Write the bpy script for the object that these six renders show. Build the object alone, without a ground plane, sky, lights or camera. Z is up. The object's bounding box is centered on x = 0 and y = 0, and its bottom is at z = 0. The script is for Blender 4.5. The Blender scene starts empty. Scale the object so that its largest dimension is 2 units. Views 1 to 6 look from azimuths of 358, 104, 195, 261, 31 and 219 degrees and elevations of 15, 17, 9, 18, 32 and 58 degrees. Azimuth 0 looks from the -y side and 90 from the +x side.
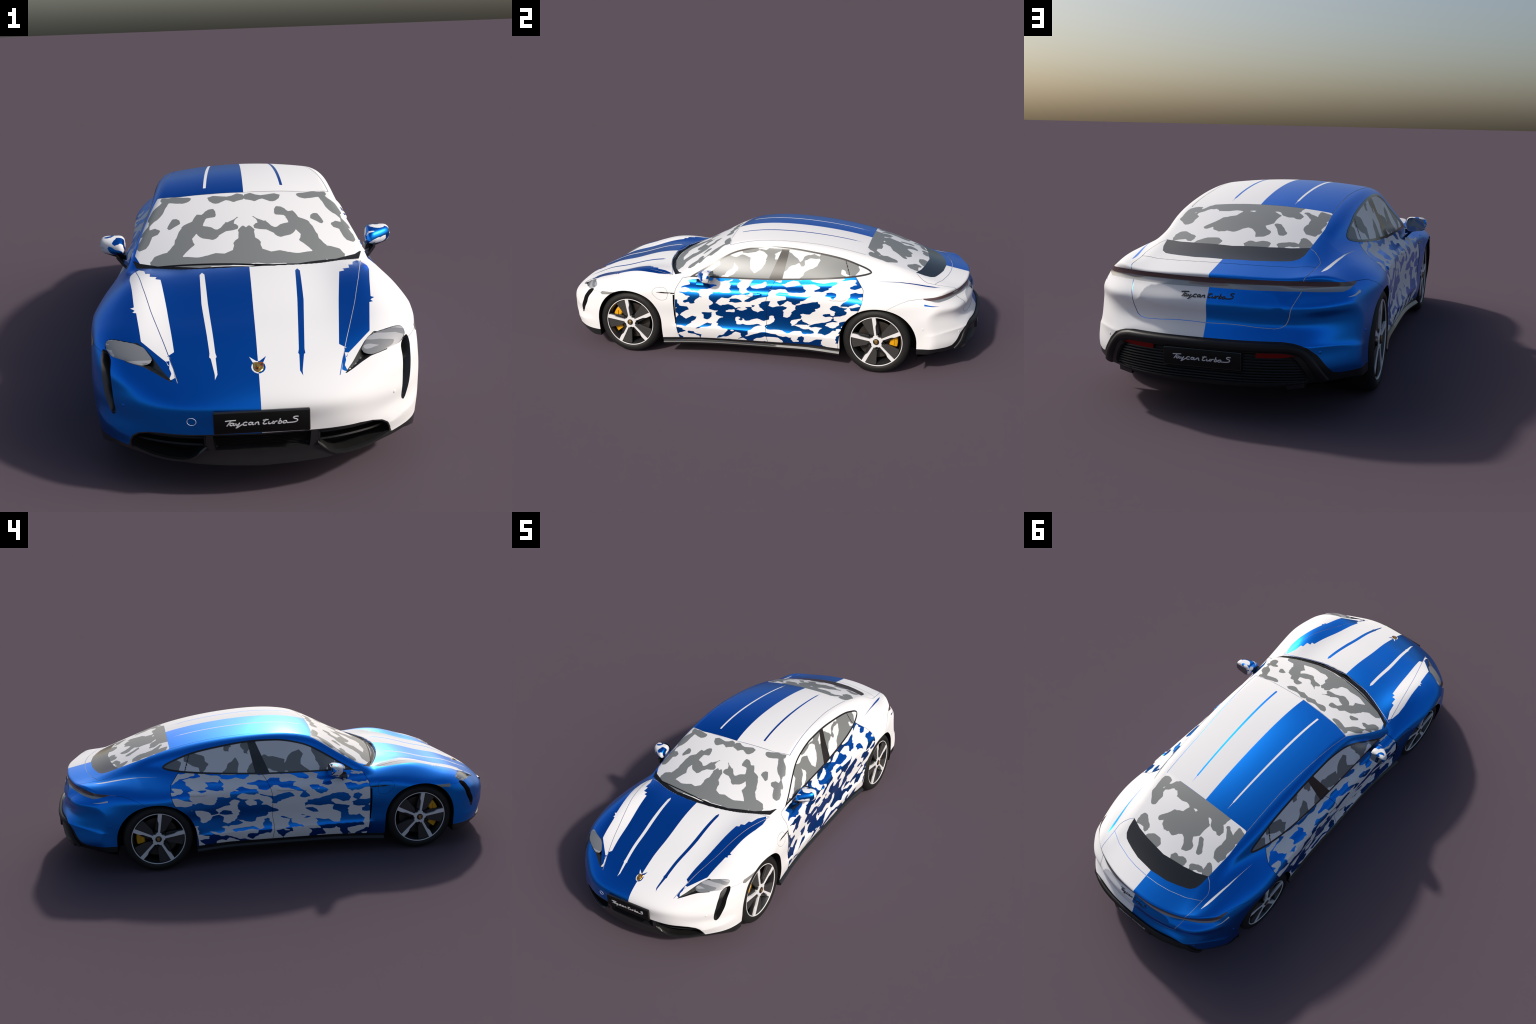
# Electric sports sedan in a blue / white camouflage wrap, built in metres, nose towards -y.
import bpy, math
import numpy as np
from mathutils import Vector

# =====================================================================================
# 1. Interpolation helpers
# =====================================================================================
def spline(xk, yk):
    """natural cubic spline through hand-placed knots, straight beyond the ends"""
    xk = np.asarray(xk, float); yk = np.asarray(yk, float); n = len(xk); h = np.diff(xk)
    A = np.eye(n); r = np.zeros(n)
    for i in range(1, n-1):
        A[i, i-1], A[i, i], A[i, i+1] = h[i-1], 2*(h[i-1]+h[i]), h[i]
        r[i] = 6*((yk[i+1]-yk[i])/h[i]-(yk[i]-yk[i-1])/h[i-1])
    m = np.linalg.solve(A, r)
    d0 = (yk[1]-yk[0])/h[0]-m[1]*h[0]/6
    d1 = (yk[-1]-yk[-2])/h[-1]+m[-2]*h[-1]/6
    def f(x):
        x = np.asarray(x, float); i = np.clip(np.searchsorted(xk, x)-1, 0, n-2)
        xc = np.clip(x, xk[0], xk[-1]); t = xc-xk[i]; u = xk[i+1]-xc; hh = h[i]
        y = (m[i]*u**3+m[i+1]*t**3)/(6*hh)+(yk[i]/hh-m[i]*hh/6)*u+(yk[i+1]/hh-m[i+1]*hh/6)*t
        return y+np.where(x < xk[0], (x-xk[0])*d0, 0)+np.where(x > xk[-1], (x-xk[-1])*d1, 0)
    return f

def sheet(xk, zk, rows):
    """smooth function value(x, z) from one row of knots over xk per level in zk"""
    gx = np.linspace(xk[0]-.15, xk[-1]+.15, 420); gz = np.linspace(zk[0]-.04, zk[-1]+.04, 260)
    lv = np.stack([spline(xk, r)(gx) for r in rows], 1)
    cols = np.stack([spline(zk, c)(gz) for c in lv])
    dx, dz = gx[1]-gx[0], gz[1]-gz[0]
    def w(s): return (-.5*s+s*s-.5*s**3, 1-2.5*s*s+1.5*s**3, .5*s+2*s*s-1.5*s**3, -.5*s*s+.5*s**3)
    def f(x, z):
        a = np.clip((x-gx[0])/dx, 1, len(gx)-2.01); b = np.clip((z-gz[0])/dz, 1, len(gz)-2.01)
        i = np.clip(a.astype(int), 1, len(gx)-3); j = np.clip(b.astype(int), 1, len(gz)-3)
        ws, wt = w(a-i), w(b-j); out = 0
        for p in range(4):
            for q in range(4):
                out = out+ws[p]*wt[q]*cols[i+p-1, j+q-1]
        return out
    return f

def smax(a, b, k):
    h = np.maximum(k-np.abs(a-b), 0)/k
    return np.maximum(a, b)+h*h*k*.25
def smin(a, b, k): return -smax(-a, -b, k)
def sstep(a, b, x):
    t = np.clip((x-a)/(b-a), 0, 1); return t*t*(3-2*t)

# =====================================================================================
# 2. The body surface: flanks, bonnet and deck, nose, tail, greenhouse, blended smoothly
# =====================================================================================
YS = [-1.0, -.85, -.75, -.60, -.45, -.30, -.10, .10, .30, .45, .57, .70, .80, .90, 1.0]
FLANK = {
 .06: [.3429, .3706, .3799, .3824, .3766, .3565, .3508, .3510, .3565, .3745, .3769, .3806, .3710, .3542, .3289],
 .1: [.3482, .3773, .3852, .3887, .3843, .3707, .3655, .3660, .3682, .3826, .3846, .3855, .3759, .3578, .3316],
 .14: [.3506, .3796, .3911, .3935, .3906, .3775, .3740, .3728, .3764, .3884, .3896, .3857, .3751, .3571, .3310],
 .18: [.3511, .3804, .3946, .3967, .3920, .3776, .3722, .3703, .3766, .3906, .3929, .3868, .3718, .3537, .3285],
 .22: [.3516, .3768, .3955, .4000, .3943, .3795, .3716, .3696, .3753, .3883, .3959, .3878, .3707, .3495, .3246],
 .27: [.3523, .3802, .3934, .4032, .3966, .3840, .3762, .3743, .3802, .3923, .3983, .3858, .3681, .3449, .3181],
 .31: [.3456, .3804, .3950, .4112, .3942, .3846, .3777, .3758, .3830, .3909, .3997, .3827, .3581, .3357, .3091],
 .34: [.3305, .3685, .3874, .3998, .3961, .3861, .3810, .3791, .3848, .3873, .3929, .3766, .3512, .3259, .2957],
 .37: [.3083, .3489, .3676, .3799, .3783, .3736, .3700, .3680, .3705, .3696, .3726, .3619, .3398, .3102, .2774],
 .4: [.2836, .3239, .3443, .3593, .3532, .3476, .3432, .3402, .3413, .3431, .3455, .3353, .3157, .2840, .2532],
}
flank = sheet(YS, list(FLANK), list(FLANK.values()))
top_centre = spline([-1.02,-.94,-.86,-.80,-.72,-.60,-.50,-.40,-.2,.2,.5,.7,.80,.853,.90,.95,1.02],
                    [.2328, .2636, .2989, .3228, .3426, .3780, .3948, .3971, .3967, .4003, .4024, .3994, .3863, .3854, .3819, .3748, .3698])
top_crown = spline([-1.0,-.9,-.8,-.6,-.4,0,.4,.6,.8,.95], [.2357, .1833, .1538, .2565, .3558, .3399, .2953, .2644, .2856, .3817])
fender_swell = spline([-1.0,-.9,-.8,-.7,-.6,-.45,-.3,0,.4,.9], [-.0036, .0014, .0112, .0205, .0248, .0157, .0056, .0011, .0096, .0183])
def bonnet_end(x): return -.487+1.0*x*x
def top(x, y):
    cowl = .032*sstep(0, .012, y-bonnet_end(x))*(1-sstep(.275, .315, x))*(1-sstep(-.2, -.1, y))
    return top_centre(y)-top_crown(y)*x*x+fender_swell(y)*np.exp(-((x-.295)/.075)**2)-cowl
XE = [0, .1, .2, .3, .4]
NOSE = {
 .04: (.9604, .9529, .9288, .8745, .7769),
 .07: (.9839, .9764, .9501, .8939, .7963),
 .1: (.9832, .9766, .9513, .8941, .7955),
 .14: (.9869, .9808, .9609, .9022, .7980),
 .17: (.9865, .9808, .9643, .8971, .7949),
 .2: (.9913, .9854, .9649, .9001, .7949),
 .23: (.9933, .9895, .9633, .8932, .7912),
 .25: (.9872, .9785, .9479, .8872, .7873),
 .28: (.9628, .9533, .9223, .8664, .7751),
 .31: (.9244, .9149, .8856, .8410, .7556),
 .35: (.8699, .8603, .8314, .7834, .7043),
}
nose = sheet(XE, list(NOSE), list(NOSE.values()))
TAIL = {
 .04: (.9604, .9563, .9328, .8745, .7501),
 .1: (.9796, .9756, .9507, .8912, .7606),
 .15: (.9878, .9848, .9635, .9058, .7703),
 .19: (.9860, .9823, .9632, .8969, .7634),
 .22: (.9788, .9747, .9537, .8935, .7526),
 .25: (.9633, .9571, .9314, .8831, .7466),
 .28: (.9597, .9562, .9345, .8834, .7467),
 .308: (.9590, .9568, .9330, .8875, .7478),
 .33: (.9405, .9391, .9110, .8558, .7338),
 .345: (.9308, .9292, .9007, .8451, .7227),
 .36: (.9364, .9300, .9046, .8454, .7187),
 .375: (.9463, .9402, .9118, .8474, .7172),
 .4: (.9398, .9331, .8993, .8316, .6968),
}
tail = sheet(XE, list(TAIL), list(TAIL.values()))
YG = [-.5, -.36, -.127, .10, .30, .522, .70, .85]
CABIN = {
 .37: [.3445, .3393, .3368, .3361, .3329, .3133, .2561, .2033],
 .39: [.3368, .3326, .3300, .3289, .3251, .3015, .2475, .2035],
 .43: [.3181, .3151, .3115, .3113, .3052, .2765, .2312, .1905],
 .48: [.2924, .2905, .2873, .2896, .2816, .2554, .2123, .1747],
 .53: [.2626, .2627, .2660, .2710, .2592, .2276, .1876, .1573],
 .57: [.2386, .2386, .2422, .2499, .2371, .2054, .1678, .1375],
}
cabin = sheet(YG, list(CABIN), list(CABIN.values()))
roof_centre = spline([-.60,-.50,-.43,-.36,-.25,-.155,-.089,.014,.081,.182,.281,.379,.487,.60,.72,.825,.90],
                     [.3224, .3725, .4056, .4389, .4921, .5359, .5527, .5642, .5655, .5615, .5524, .5385, .5163, .4833, .4359, .3846, .3437])
roof_crown = spline([-.5,-.36,-.127,.1,.487,.718,.85], [.5378, .4877, .3056, .3035, .3554, .4390, .5169])
def roof(x, y): return roof_centre(y)-roof_crown(y)*x*x

def ledge(z, zc, up, down):
    """1 on a crease line at zc, easing off concavely above it and slowly below"""
    return np.where(z > zc, np.exp(-np.maximum(z-zc, 0)/up), 1-np.clip((zc-z)/down, 0, 1))
def body(x, y, z):
    x = np.abs(x)
    rear = .0095*ledge(z, np.interp(y, [.76, .93], [.187, .207]), .012, .10)*sstep(.755, .85, y)*(1-sstep(.945, .965, y))
    front = .0045*ledge(z, np.interp(y, [-.92, -.80], [.128, .150]), .012, .07)*sstep(.270, .300, x)*(1-sstep(-.83, -.78, y))
    sill = .0055*ledge(z, .150, .010, .07)*sstep(-.40, -.36, y)*(1-sstep(.34, .42, y))
    e = smax((x-flank(y, z)-rear-front*.6-sill)*.97, (z-top(x, y))*.95, .055)
    e = smax(e, (-y-nose(x, z)-front)*.85, .05)
    e = smax(e, (y-tail(x, z)-rear)*.85, .011)
    g = smax((x-cabin(y, z))*.91, (z-roof(x, y))*.93, .024)
    g = np.maximum(g, np.maximum(.335-z, np.abs(y-.17)-.74))      # the greenhouse stands on the body
    return smin(e, g, .010+.052*np.clip((y-.35)/.3, 0, 1))

def gradient(P, h=.0015):
    g = np.stack([body(*(P+h*np.eye(3)[i]).T)-body(*(P-h*np.eye(3)[i]).T) for i in range(3)], 1)
    return g/np.linalg.norm(g, axis=1, keepdims=True)

def sample_half(ns_end=165, ns_mid=210, nt=185, pivot=.5, z0=.2):
    """fan of vertical planes round the nose and tail pivots, slices between; one outline per plane"""
    ph = np.linspace(math.pi/2, 0, ns_end)
    org = np.concatenate([np.full(ns_end, -pivot), np.linspace(-pivot, pivot, ns_mid)[1:-1], np.full(ns_end, pivot)])
    dx = np.concatenate([np.cos(ph), np.ones(ns_mid-2), np.cos(ph[::-1])])
    dy = np.concatenate([-np.sin(ph), np.zeros(ns_mid-2), np.sin(ph[::-1])])
    dx[0] = dx[-1] = 0
    th = np.radians(np.linspace(-38, 90, 300))
    def pos(i, t, r):
        c, s = np.cos(t), np.sin(t)
        return np.stack([dx[i]*c*r, org[i]+dy[i]*c*r, z0+s*r], -1)
    ci = np.unique(np.linspace(0, len(org)-1, 110).astype(int)); ct = th[::5] if (len(th)-1) % 5 == 0 else np.append(th[::5], th[-1])
    R = np.linspace(.08, .62, 70)
    I, Tt, Rr = np.meshgrid(ci, ct, R, indexing='ij')
    v = body(*pos(I.ravel(), Tt.ravel(), Rr.ravel()).T).reshape(I.shape)
    k = np.clip(np.argmax(v > 0, axis=2), 1, None)
    a = np.take_along_axis(v, (k-1)[..., None], 2)[..., 0]; b = np.take_along_axis(v, k[..., None], 2)[..., 0]
    r0 = R[k-1]+(R[k]-R[k-1])*a/(a-b)
    rt = np.stack([np.interp(th, ct, row) for row in r0])
    r = np.stack([np.interp(np.arange(len(org)), ci, rt[:, j]) for j in range(len(th))], 1)
    I, Tt = np.meshgrid(np.arange(len(org)), th, indexing='ij'); I = I.ravel(); Tt = Tt.ravel(); r = r.ravel()
    for _ in range(7):
        f = body(*pos(I, Tt, r).T); d = (body(*pos(I, Tt, r+.001).T)-f)/.001
        r = np.clip(r-np.clip(f/np.maximum(d, .15), -.03, .03), .05, .7)
    P = pos(I, Tt, r).reshape(len(org), len(th), 3)
    out = np.empty((len(org), nt, 3))
    for i, line in enumerate(P):      # even spacing along every outline
        s = np.concatenate([[0], np.cumsum(np.linalg.norm(np.diff(line, axis=0), axis=1))])
        q = np.linspace(0, s[-1], nt)
        for c in range(3): out[i, :, c] = np.interp(q, s, line[:, c])
    Q = out.reshape(-1, 3)
    for _ in range(3):
        n = gradient(Q); f = body(*Q.T); d = (body(*(Q+.001*n).T)-f)/.001
        Q = Q-n*np.clip(f/np.maximum(d, .3), -.004, .004)[:, None]
    Q = Q.reshape(out.shape)
    Q[0, :, 0] = 0; Q[-1, :, 0] = 0; Q[:, -1, 0] = 0
    V = Q.reshape(-1, 3)
    a = np.arange(len(org)-1)[:, None]*nt+np.arange(nt-1)[None]; a = a.ravel()
    T = np.concatenate([np.stack([a, a+nt, a+nt+1], 1), np.stack([a, a+nt+1, a+1], 1)])
    # poles: outlines meet on the centre line above the pivots; drop collapsed triangles
    e = [np.linalg.norm(V[T[:, i]]-V[T[:, (i+1) % 3]], axis=1) for i in range(3)]
    return V, T[np.min(e, axis=0) > 1e-7]

# =====================================================================================
# 3. Outlines on the surface and cutting the mesh along them
# =====================================================================================
def curve_through(pts, per=8, closed=True):
    P = np.asarray(pts, float); n = len(P); out = []
    for i in range(n if closed else n-1):
        p0, p1, p2, p3 = (P[(i+k) % n] if closed else P[min(max(i+k, 0), n-1)] for k in (-1, 0, 1, 2))
        for t in np.arange(per)/per:
            out.append(.5*((2*p1)+(p2-p0)*t+(2*p0-5*p1+4*p2-p3)*t*t+(3*p1-p0-3*p2+p3)*t**3))
    if not closed: out.append(P[-1])
    return np.array(out)

def sdf_polygon(poly, q, far=.05):
    """signed distance of points q to a closed polygon, negative inside"""
    poly = np.asarray(poly, float); lo, hi = poly.min(0)-far, poly.max(0)+far
    near = np.all((q > lo) & (q < hi), axis=1); out = np.full(len(q), far); p = q[near]
    if not len(p): return out
    d = np.full(len(p), 9.); inside = np.zeros(len(p), bool)
    for a, b in zip(poly, np.roll(poly, -1, 0)):
        ab = b-a; L = ab@ab
        if L < 1e-14: continue
        t = np.clip((p-a)@ab/L, 0, 1); d = np.minimum(d, np.linalg.norm(p-a-t[:, None]*ab, axis=1))
        c = (a[1] > p[:, 1]) != (b[1] > p[:, 1])
        with np.errstate(divide='ignore', invalid='ignore'):
            xi = a[0]+(p[:, 1]-a[1])*ab[0]/ab[1]
        inside ^= c & (p[:, 0] < xi)
    out[near] = np.where(inside, -d, d); return out

def split(V, T, g):
    """cut triangles along g = 0"""
    g = np.where(np.abs(g) < 1e-8, 1e-8, g); s = g[T] < 0; k = s.sum(1); mixed = (k == 1) | (k == 2)
    M = T[mixed]; sm = s[mixed]; lone = np.where((k[mixed] == 1)[:, None], sm, ~sm); j = np.argmax(lone, 1); r = np.arange(len(M))
    a, b, c = M[r, j], M[r, (j+1) % 3], M[r, (j+2) % 3]
    key = np.concatenate([np.stack([np.minimum(a, b), np.maximum(a, b)], 1), np.stack([np.minimum(a, c), np.maximum(a, c)], 1)])
    u, inv = np.unique(key, axis=0, return_inverse=True); inv = inv.ravel()
    t = g[u[:, 0]]/(g[u[:, 0]]-g[u[:, 1]])
    V2 = np.concatenate([V, V[u[:, 0]]+(V[u[:, 1]]-V[u[:, 0]])*t[:, None]])
    p, q = len(V)+inv[:len(M)], len(V)+inv[len(M):]
    T2 = np.concatenate([T[~mixed], np.stack([a, p, q], 1), np.stack([p, b, c], 1), np.stack([p, c, q], 1)])
    return V2, T2

SIDE, TOPV, ENDV, DIAG = 'side', 'top', 'end', 'diagonal'
def project(P, how):
    if how == SIDE: return P[:, [1, 2]]
    if how == TOPV: return P[:, [0, 1]]
    if how == ENDV: return P[:, [0, 2]]
    return np.stack([P[:, 0], P[:, 1]-P[:, 2]], 1)
def region(poly, how, limit=None):
    poly = np.asarray(poly, float)
    def f(P):
        g = sdf_polygon(poly, project(P, how))
        return g if limit is None else np.maximum(g, limit(P))
    return f
def below_line(pts, ax=1):
    """signed height over a polyline given as (coordinate, z)"""
    p = np.asarray(pts, float)
    return lambda P: P[:, 2]-np.interp(P[:, ax], p[:, 0], p[:, 1])

front_only = lambda P: P[:, 1]+.55
rear_only = lambda P: .55-P[:, 1]
high = lambda P: .2-P[:, 2]

HUB_F, HUB_R, HUB_Z = -.602, .5635, .150
ARCH_F, ARCH_R, ARCH_Z = (-.5995, .1585, .164), (.569, .170, .157), .150
def arch(cy, rx, rz, p):
    return lambda P: ((np.abs((P[:, 1]-cy)/rx)**p+(np.maximum(P[:, 2]-ARCH_Z, 0)/rz)**p)**(1/p)-1)*rz
F = {}
F['arch_front'] = arch(*ARCH_F, 2.12)
F['arch_rear'] = arch(*ARCH_R, 2.0)
floor_f = np.array([(0,.080),(.15,.084),(.24,.088),(.29,.093),(.335,.094),(.36,.084),(.375,.070),(.5,.068)])
floor_r = np.array([(0,.100),(.20,.102),(.26,.111),(.36,.111),(.38,.105),(.5,.104)])
def floor(P):
    z = np.full(len(P), .068)
    z = np.where(P[:, 1] < -.6, np.interp(P[:, 0], floor_f[:, 0], floor_f[:, 1]), z)
    return P[:, 2]-np.where(P[:, 1] > .6, np.interp(P[:, 0], floor_r[:, 0], floor_r[:, 1]), z)
F['floor'] = floor
x_low_f = np.array([(0,.158),(.118,.157),(.17,.157),(.22,.156),(.25,.152),(.275,.144),(.290,.133),(.296,.121),(.300,.1015),(.332,.103),(.37,.102),(.5,.098)])
x_low_r = np.array([(0,.219),(.15,.219),(.2,.219),(.227,.216),(.245,.211),(.261,.204),(.285,.182),(.303,.156),(.318,.135),(.335,.130),(.5,.128)])
y_low = np.array([(-.6,.093),(-.443,.086),(-.36,.090),(-.19,.096),(.06,.101),(.25,.103),(.39,.100),(.6,.100)])
def low(P):
    z = np.interp(P[:, 1], y_low[:, 0], y_low[:, 1])
    z = np.where(P[:, 1] < -.6, np.interp(P[:, 0], x_low_f[:, 0], x_low_f[:, 1]), z)
    z = np.where(P[:, 1] > .6, np.interp(P[:, 0], x_low_r[:, 0], x_low_r[:, 1]), z)
    return P[:, 2]-z
F['low'] = low
DLO = curve_through([(-.307,.381),(-.249,.417),(-.173,.463),(-.111,.495),(-.048,.514),(.005,.524),(.046,.527),(.11,.528),(.173,.525),(.235,.518),(.329,.504),
    (.406,.488),(.468,.467),(.508,.450),(.525,.436),(.519,.427),(.488,.419),(.429,.411),(.309,.401),(.155,.391),(.061,.386),(-.067,.383),(-.20,.381),(-.29,.3795)], 5)
F['window_frame'] = region(DLO, SIDE)
F['window_glass'] = lambda P, f=F['window_frame']: f(P)+.0068
def side_line(a, b):
    a, b = np.array(a), np.array(b); n = np.array([-(b-a)[1], (b-a)[0]])/np.linalg.norm(b-a)
    return lambda P: (P[:, [1, 2]]-a)@n
F['pillar_a'] = side_line((.065,.39), (.119,.523))
F['pillar_b'] = side_line((.128,.393), (.152,.52))
F['divider'] = lambda P, f=side_line((.432,.414), (.408,.48)): np.abs(f(P))-.0016
glass_top = [(0,-.158),(.10,-.155),(.19,-.148),(.245,-.137)]
glass_side = [(.258,-.131),(.276,-.180),(.293,-.232),(.306,-.285),(.316,-.338)]
glass_low = [(.300,-.375),(.242,-.410),(.133,-.449),(0,-.464)]
sym = lambda pts: pts+[(-x, y) for x, y in pts[::-1]]
F['windshield'] = region(sym(glass_top+glass_side+glass_low), TOPV, lambda P: .35-P[:, 2])
hood_side = [(.180,-.924),(.199,-.862),(.222,-.790),(.250,-.693),(.276,-.59),(.296,-.49),(.312,-.402)]
hood_low = [(0,-.951),(.05,-.949),(.112,-.942)]
F['hood'] = region(sym(hood_low+hood_side+[(.253,-.424),(.19,-.452),(.125,-.4725),(0,-.487)]), TOPV, high)
F['cowl'] = region(sym([(0,-.485),(.125,-.470),(.19,-.449),(.253,-.421),(.308,-.392),(.322,-.352)]+glass_low), TOPV, high)
back_top = [(0,.491),(.11,.490),(.215,.487)]
back_low = [(0,.760),(.10,.748),(.16,.735),(.2095,.716)]
F['back_window'] = region(sym(back_top+[(.2225,.492),(.2235,.60)]+back_low[::-1]), TOPV, high)
F['deck_panel'] = region(sym([(0,.758),(.10,.746),(.16,.733),(.2095,.714)]+[(.205,.752),(.196,.778),(.18,.795),(.163,.803),(.13,.815),(.082,.829),(0,.837)]), TOPV, lambda P: .36-P[:, 2])
F['roof'] = region(sym([(0,-.158),(.19,-.148),(.258,-.131),(.246,0),(.235,.136),(.225,.275),(.2225,.489),(0,.491)]), TOPV, high)
F['tailgate'] = region(sym([(0,.25),(.207,.288),(.227,.312),(.243,.345),(.251,.374),(.248,.416),(.243,.495),(.235,.533),(.231,.558),(.221,.612),(.2115,.652),(.202,.673),(.191,.685),(.175,.694),(.13,.702),(0,.709)]), DIAG, rear_only)
deck_seam = np.array([(0,.864),(.06,.861),(.115,.852),(.19,.830),(.248,.800),(.5,.7)])
F['deck_seam'] = lambda P: np.where(P[:, 1] > .55, P[:, 1]-np.interp(P[:, 0], deck_seam[:, 0], deck_seam[:, 1]), -1)
door_split = [(.097,.387),(.082,.363),(.069,.334),(.062,.305),(.062,.263),(.063,.225),(.063,.202),(.058,.169),(.057,.147),(.064,.100)]
door_front = [(-.345,.374),(-.357,.354),(-.368,.329),(-.3705,.311),(-.370,.257),(-.371,.196),(-.370,.150),(-.366,.115),(-.359,.085)]
door_rear = [(.455,.416),(.479,.390),(.497,.372),(.5005,.349),(.497,.325),(.490,.304),(.480,.285),(.44,.245),(.402,.185),(.393,.13),(.391,.09)]
F['front_door'] = region([(-.30,.381)]+door_front+[(-.1,.087),(.063,.09)]+door_split[::-1]+[(.0,.390)], SIDE)
F['rear_door'] = region(door_split+[(.063,.09),(.25,.09)]+door_rear[::-1]+[(.40,.412),(.25,.402)], SIDE)
F['charge_flap'] = region(curve_through([(-.478,.314),(-.468,.329),(-.449,.335),(-.421,.333),(-.408,.321),(-.406,.297),(-.415,.280),(-.444,.278),(-.470,.298)], 5), SIDE)
F['vent_fin'] = region([(-.459,.3130),(-.437,.3155),(-.373,.3130),(-.373,.3075),(-.437,.3100)], SIDE)
F['side_vent'] = region([(-.380,.303),(-.3722,.304),(-.3716,.165),(-.3735,.155),(-.3785,.205)], SIDE)
F['marker'] = region([(-.742,.290),(-.732,.2985),(-.692,.2995),(-.655,.303),(-.675,.291),(-.732,.284)], SIDE)
lamp = curve_through([(.2395,-.859),(.250,-.838),(.262,-.823),(.282,-.811),(.305,-.799),(.338,-.779),(.3505,-.7765),(.352,-.791),(.3375,-.816),(.320,-.832),(.282,-.857),(.256,-.8665)], 6)
F['lamp'] = region(lamp, TOPV, high)
F['lamp_gutter'] = region(np.array([(.188,-.9235),(.200,-.908),(.214,-.890),(.2335,-.860),(.250,-.836),(.275,-.810),(.30,-.81),(.30,-.848),(.280,-.860),(.258,-.8715),(.235,-.888),(.213,-.9055)]), TOPV, high)
slot = curve_through([(.3365,.282),(.346,.2935),(.358,.295),(.3625,.281),(.3615,.262),(.358,.222),(.348,.187),(.337,.166),(.3285,.174),(.3315,.205),(.3345,.232),(.337,.261)], 5)
F['slot'] = region(slot, ENDV, front_only)
F['inlet'] = region([(.122,.1545),(.22,.1535),(.25,.1495),(.273,.1415),(.287,.131),(.2925,.120),(.2955,.1035),(.28,.099),(.245,.0925),(.19,.0905),(.165,.0935),(.150,.101),(.124,.125)], ENDV, front_only)
F['grille'] = region([(-.108,.1545),(.108,.1545),(.104,.118),(-.104,.118)], ENDV, front_only)
strip_top = [(0,.3665),(.1,.3665),(.157,.366),(.233,.364),(.289,.3605),(.32,.3565),(.3475,.3515)]
strip_low = [(.3485,.3465),(.339,.3365),(.327,.3325),(.235,.3375),(.16,.3405),(0,.341)]
F['tail_strip'] = region(strip_top+strip_low+[(-x, z) for x, z in strip_low[::-1]]+[(-x, z) for x, z in strip_top[:0:-1]], ENDV, lambda P: .6-P[:, 1])
strip_mid = np.array([(0,.3535),(.162,.3535),(.235,.3525),(.328,.3445),(.36,.343)])
F['strip_mid'] = lambda P: P[:, 2]-np.interp(P[:, 0], strip_mid[:, 0], strip_mid[:, 1])
F['seam_front'] = lambda P: np.where((P[:, 1] < -.6) & (P[:, 0] > .34), P[:, 2]-np.interp(P[:, 1], [-.79,-.745,-.70,-.6], [.290,.2935,.298,.306]), .3)
seam_rear = np.array([(.5,.24),(.60,.300),(.624,.317),(.66,.334),(.70,.347),(.765,.352),(1.1,.352)])
F['seam_rear'] = lambda P: np.where(P[:, 1] > .5, P[:, 2]-np.interp(P[:, 1], seam_rear[:, 0], seam_rear[:, 1]), .3)
F['rear_panel'] = region(sym([(0,.190),(.20,.190),(.222,.1855),(.240,.172),(.256,.147),(.265,.125),(.262,.113),(.20,.109),(0,.108)]), ENDV, rear_only)
F['reflector'] = region(curve_through([(.138,.1905),(.20,.1905),(.222,.1880),(.2345,.1825),(.20,.1785),(.138,.1775)], 1), ENDV, rear_only)
def pill(cy, cz, a, b): return [(cy+a*np.sign(c)*abs(c)**.7, cz+b*np.sign(s)*abs(s)**.7+.06*a*c) for c, s in [(math.cos(t), math.sin(t)) for t in np.linspace(0, 2*math.pi, 28, endpoint=False)]]
F['handle_f'] = region(pill(.002,.3255,.040,.0085), SIDE)
F['handle_r'] = region(pill(.388,.3345,.040,.0085), SIDE)
GAP = .0009
FINE = {'charge_flap': .0005, 'seam_front': .0003, 'seam_rear': .0005}   # tighter shut lines
SEAMS = ['hood', 'roof', 'tailgate', 'deck_seam', 'front_door', 'rear_door', 'charge_flap', 'seam_front', 'seam_rear']
WALL = {'slot': .006, 'inlet': .006, 'grille': .004, 'rear_panel': .005, 'side_vent': .002, 'lamp_gutter': .012, 'tail_strip': .0015}

V, T = sample_half()
for name, f in F.items():
    offs = [FINE.get(name, GAP), -FINE.get(name, GAP)] if name in SEAMS else [0]
    if name in WALL: offs = [0, -WALL[name]]
    for o in offs: V, T = split(V, T, f(V)-o)
C = V[T].mean(1)
g = {k: f(C) for k, f in F.items()}
label = np.full(len(T), 'body_side', dtype=object)
def put(name, mask): label[mask] = name
put('fender', (C[:, 1] < -.36) & (g['windshield'] > 0))
put('fender', (C[:, 1] < -.3745) & (C[:, 2] < .36))
put('front_bumper', ((C[:, 1] < -.6) & (g['seam_front'] < 0)) | ((C[:, 1] < -.76) & (C[:, 0] < .335)))
put('rear_bumper', (C[:, 1] > .56) & (g['seam_rear'] < 0))
put('charge_flap', g['charge_flap'] < 0)
put('front_door', g['front_door'] < 0)
put('rear_door', g['rear_door'] < 0)
put('roof', g['roof'] < 0)
put('tailgate', g['tailgate'] < 0)
put('deck_spoiler', (g['tailgate'] < 0) & (g['deck_seam'] > 0) & (C[:, 2] > .35))
put('hood', g['hood'] < 0)
for s in ('front_door', 'rear_door', 'charge_flap'): put('door_gap', np.abs(g[s]) < FINE.get(s, GAP))
for s in ('hood', 'roof', 'tailgate'): put('wrap_gap', np.abs(g[s]) < GAP)
label[(label == 'wrap_gap') & (np.abs(g['hood']) < GAP) & (C[:, 1] < -.9) & (C[:, 0] < .1785)] = 'hood'
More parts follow.
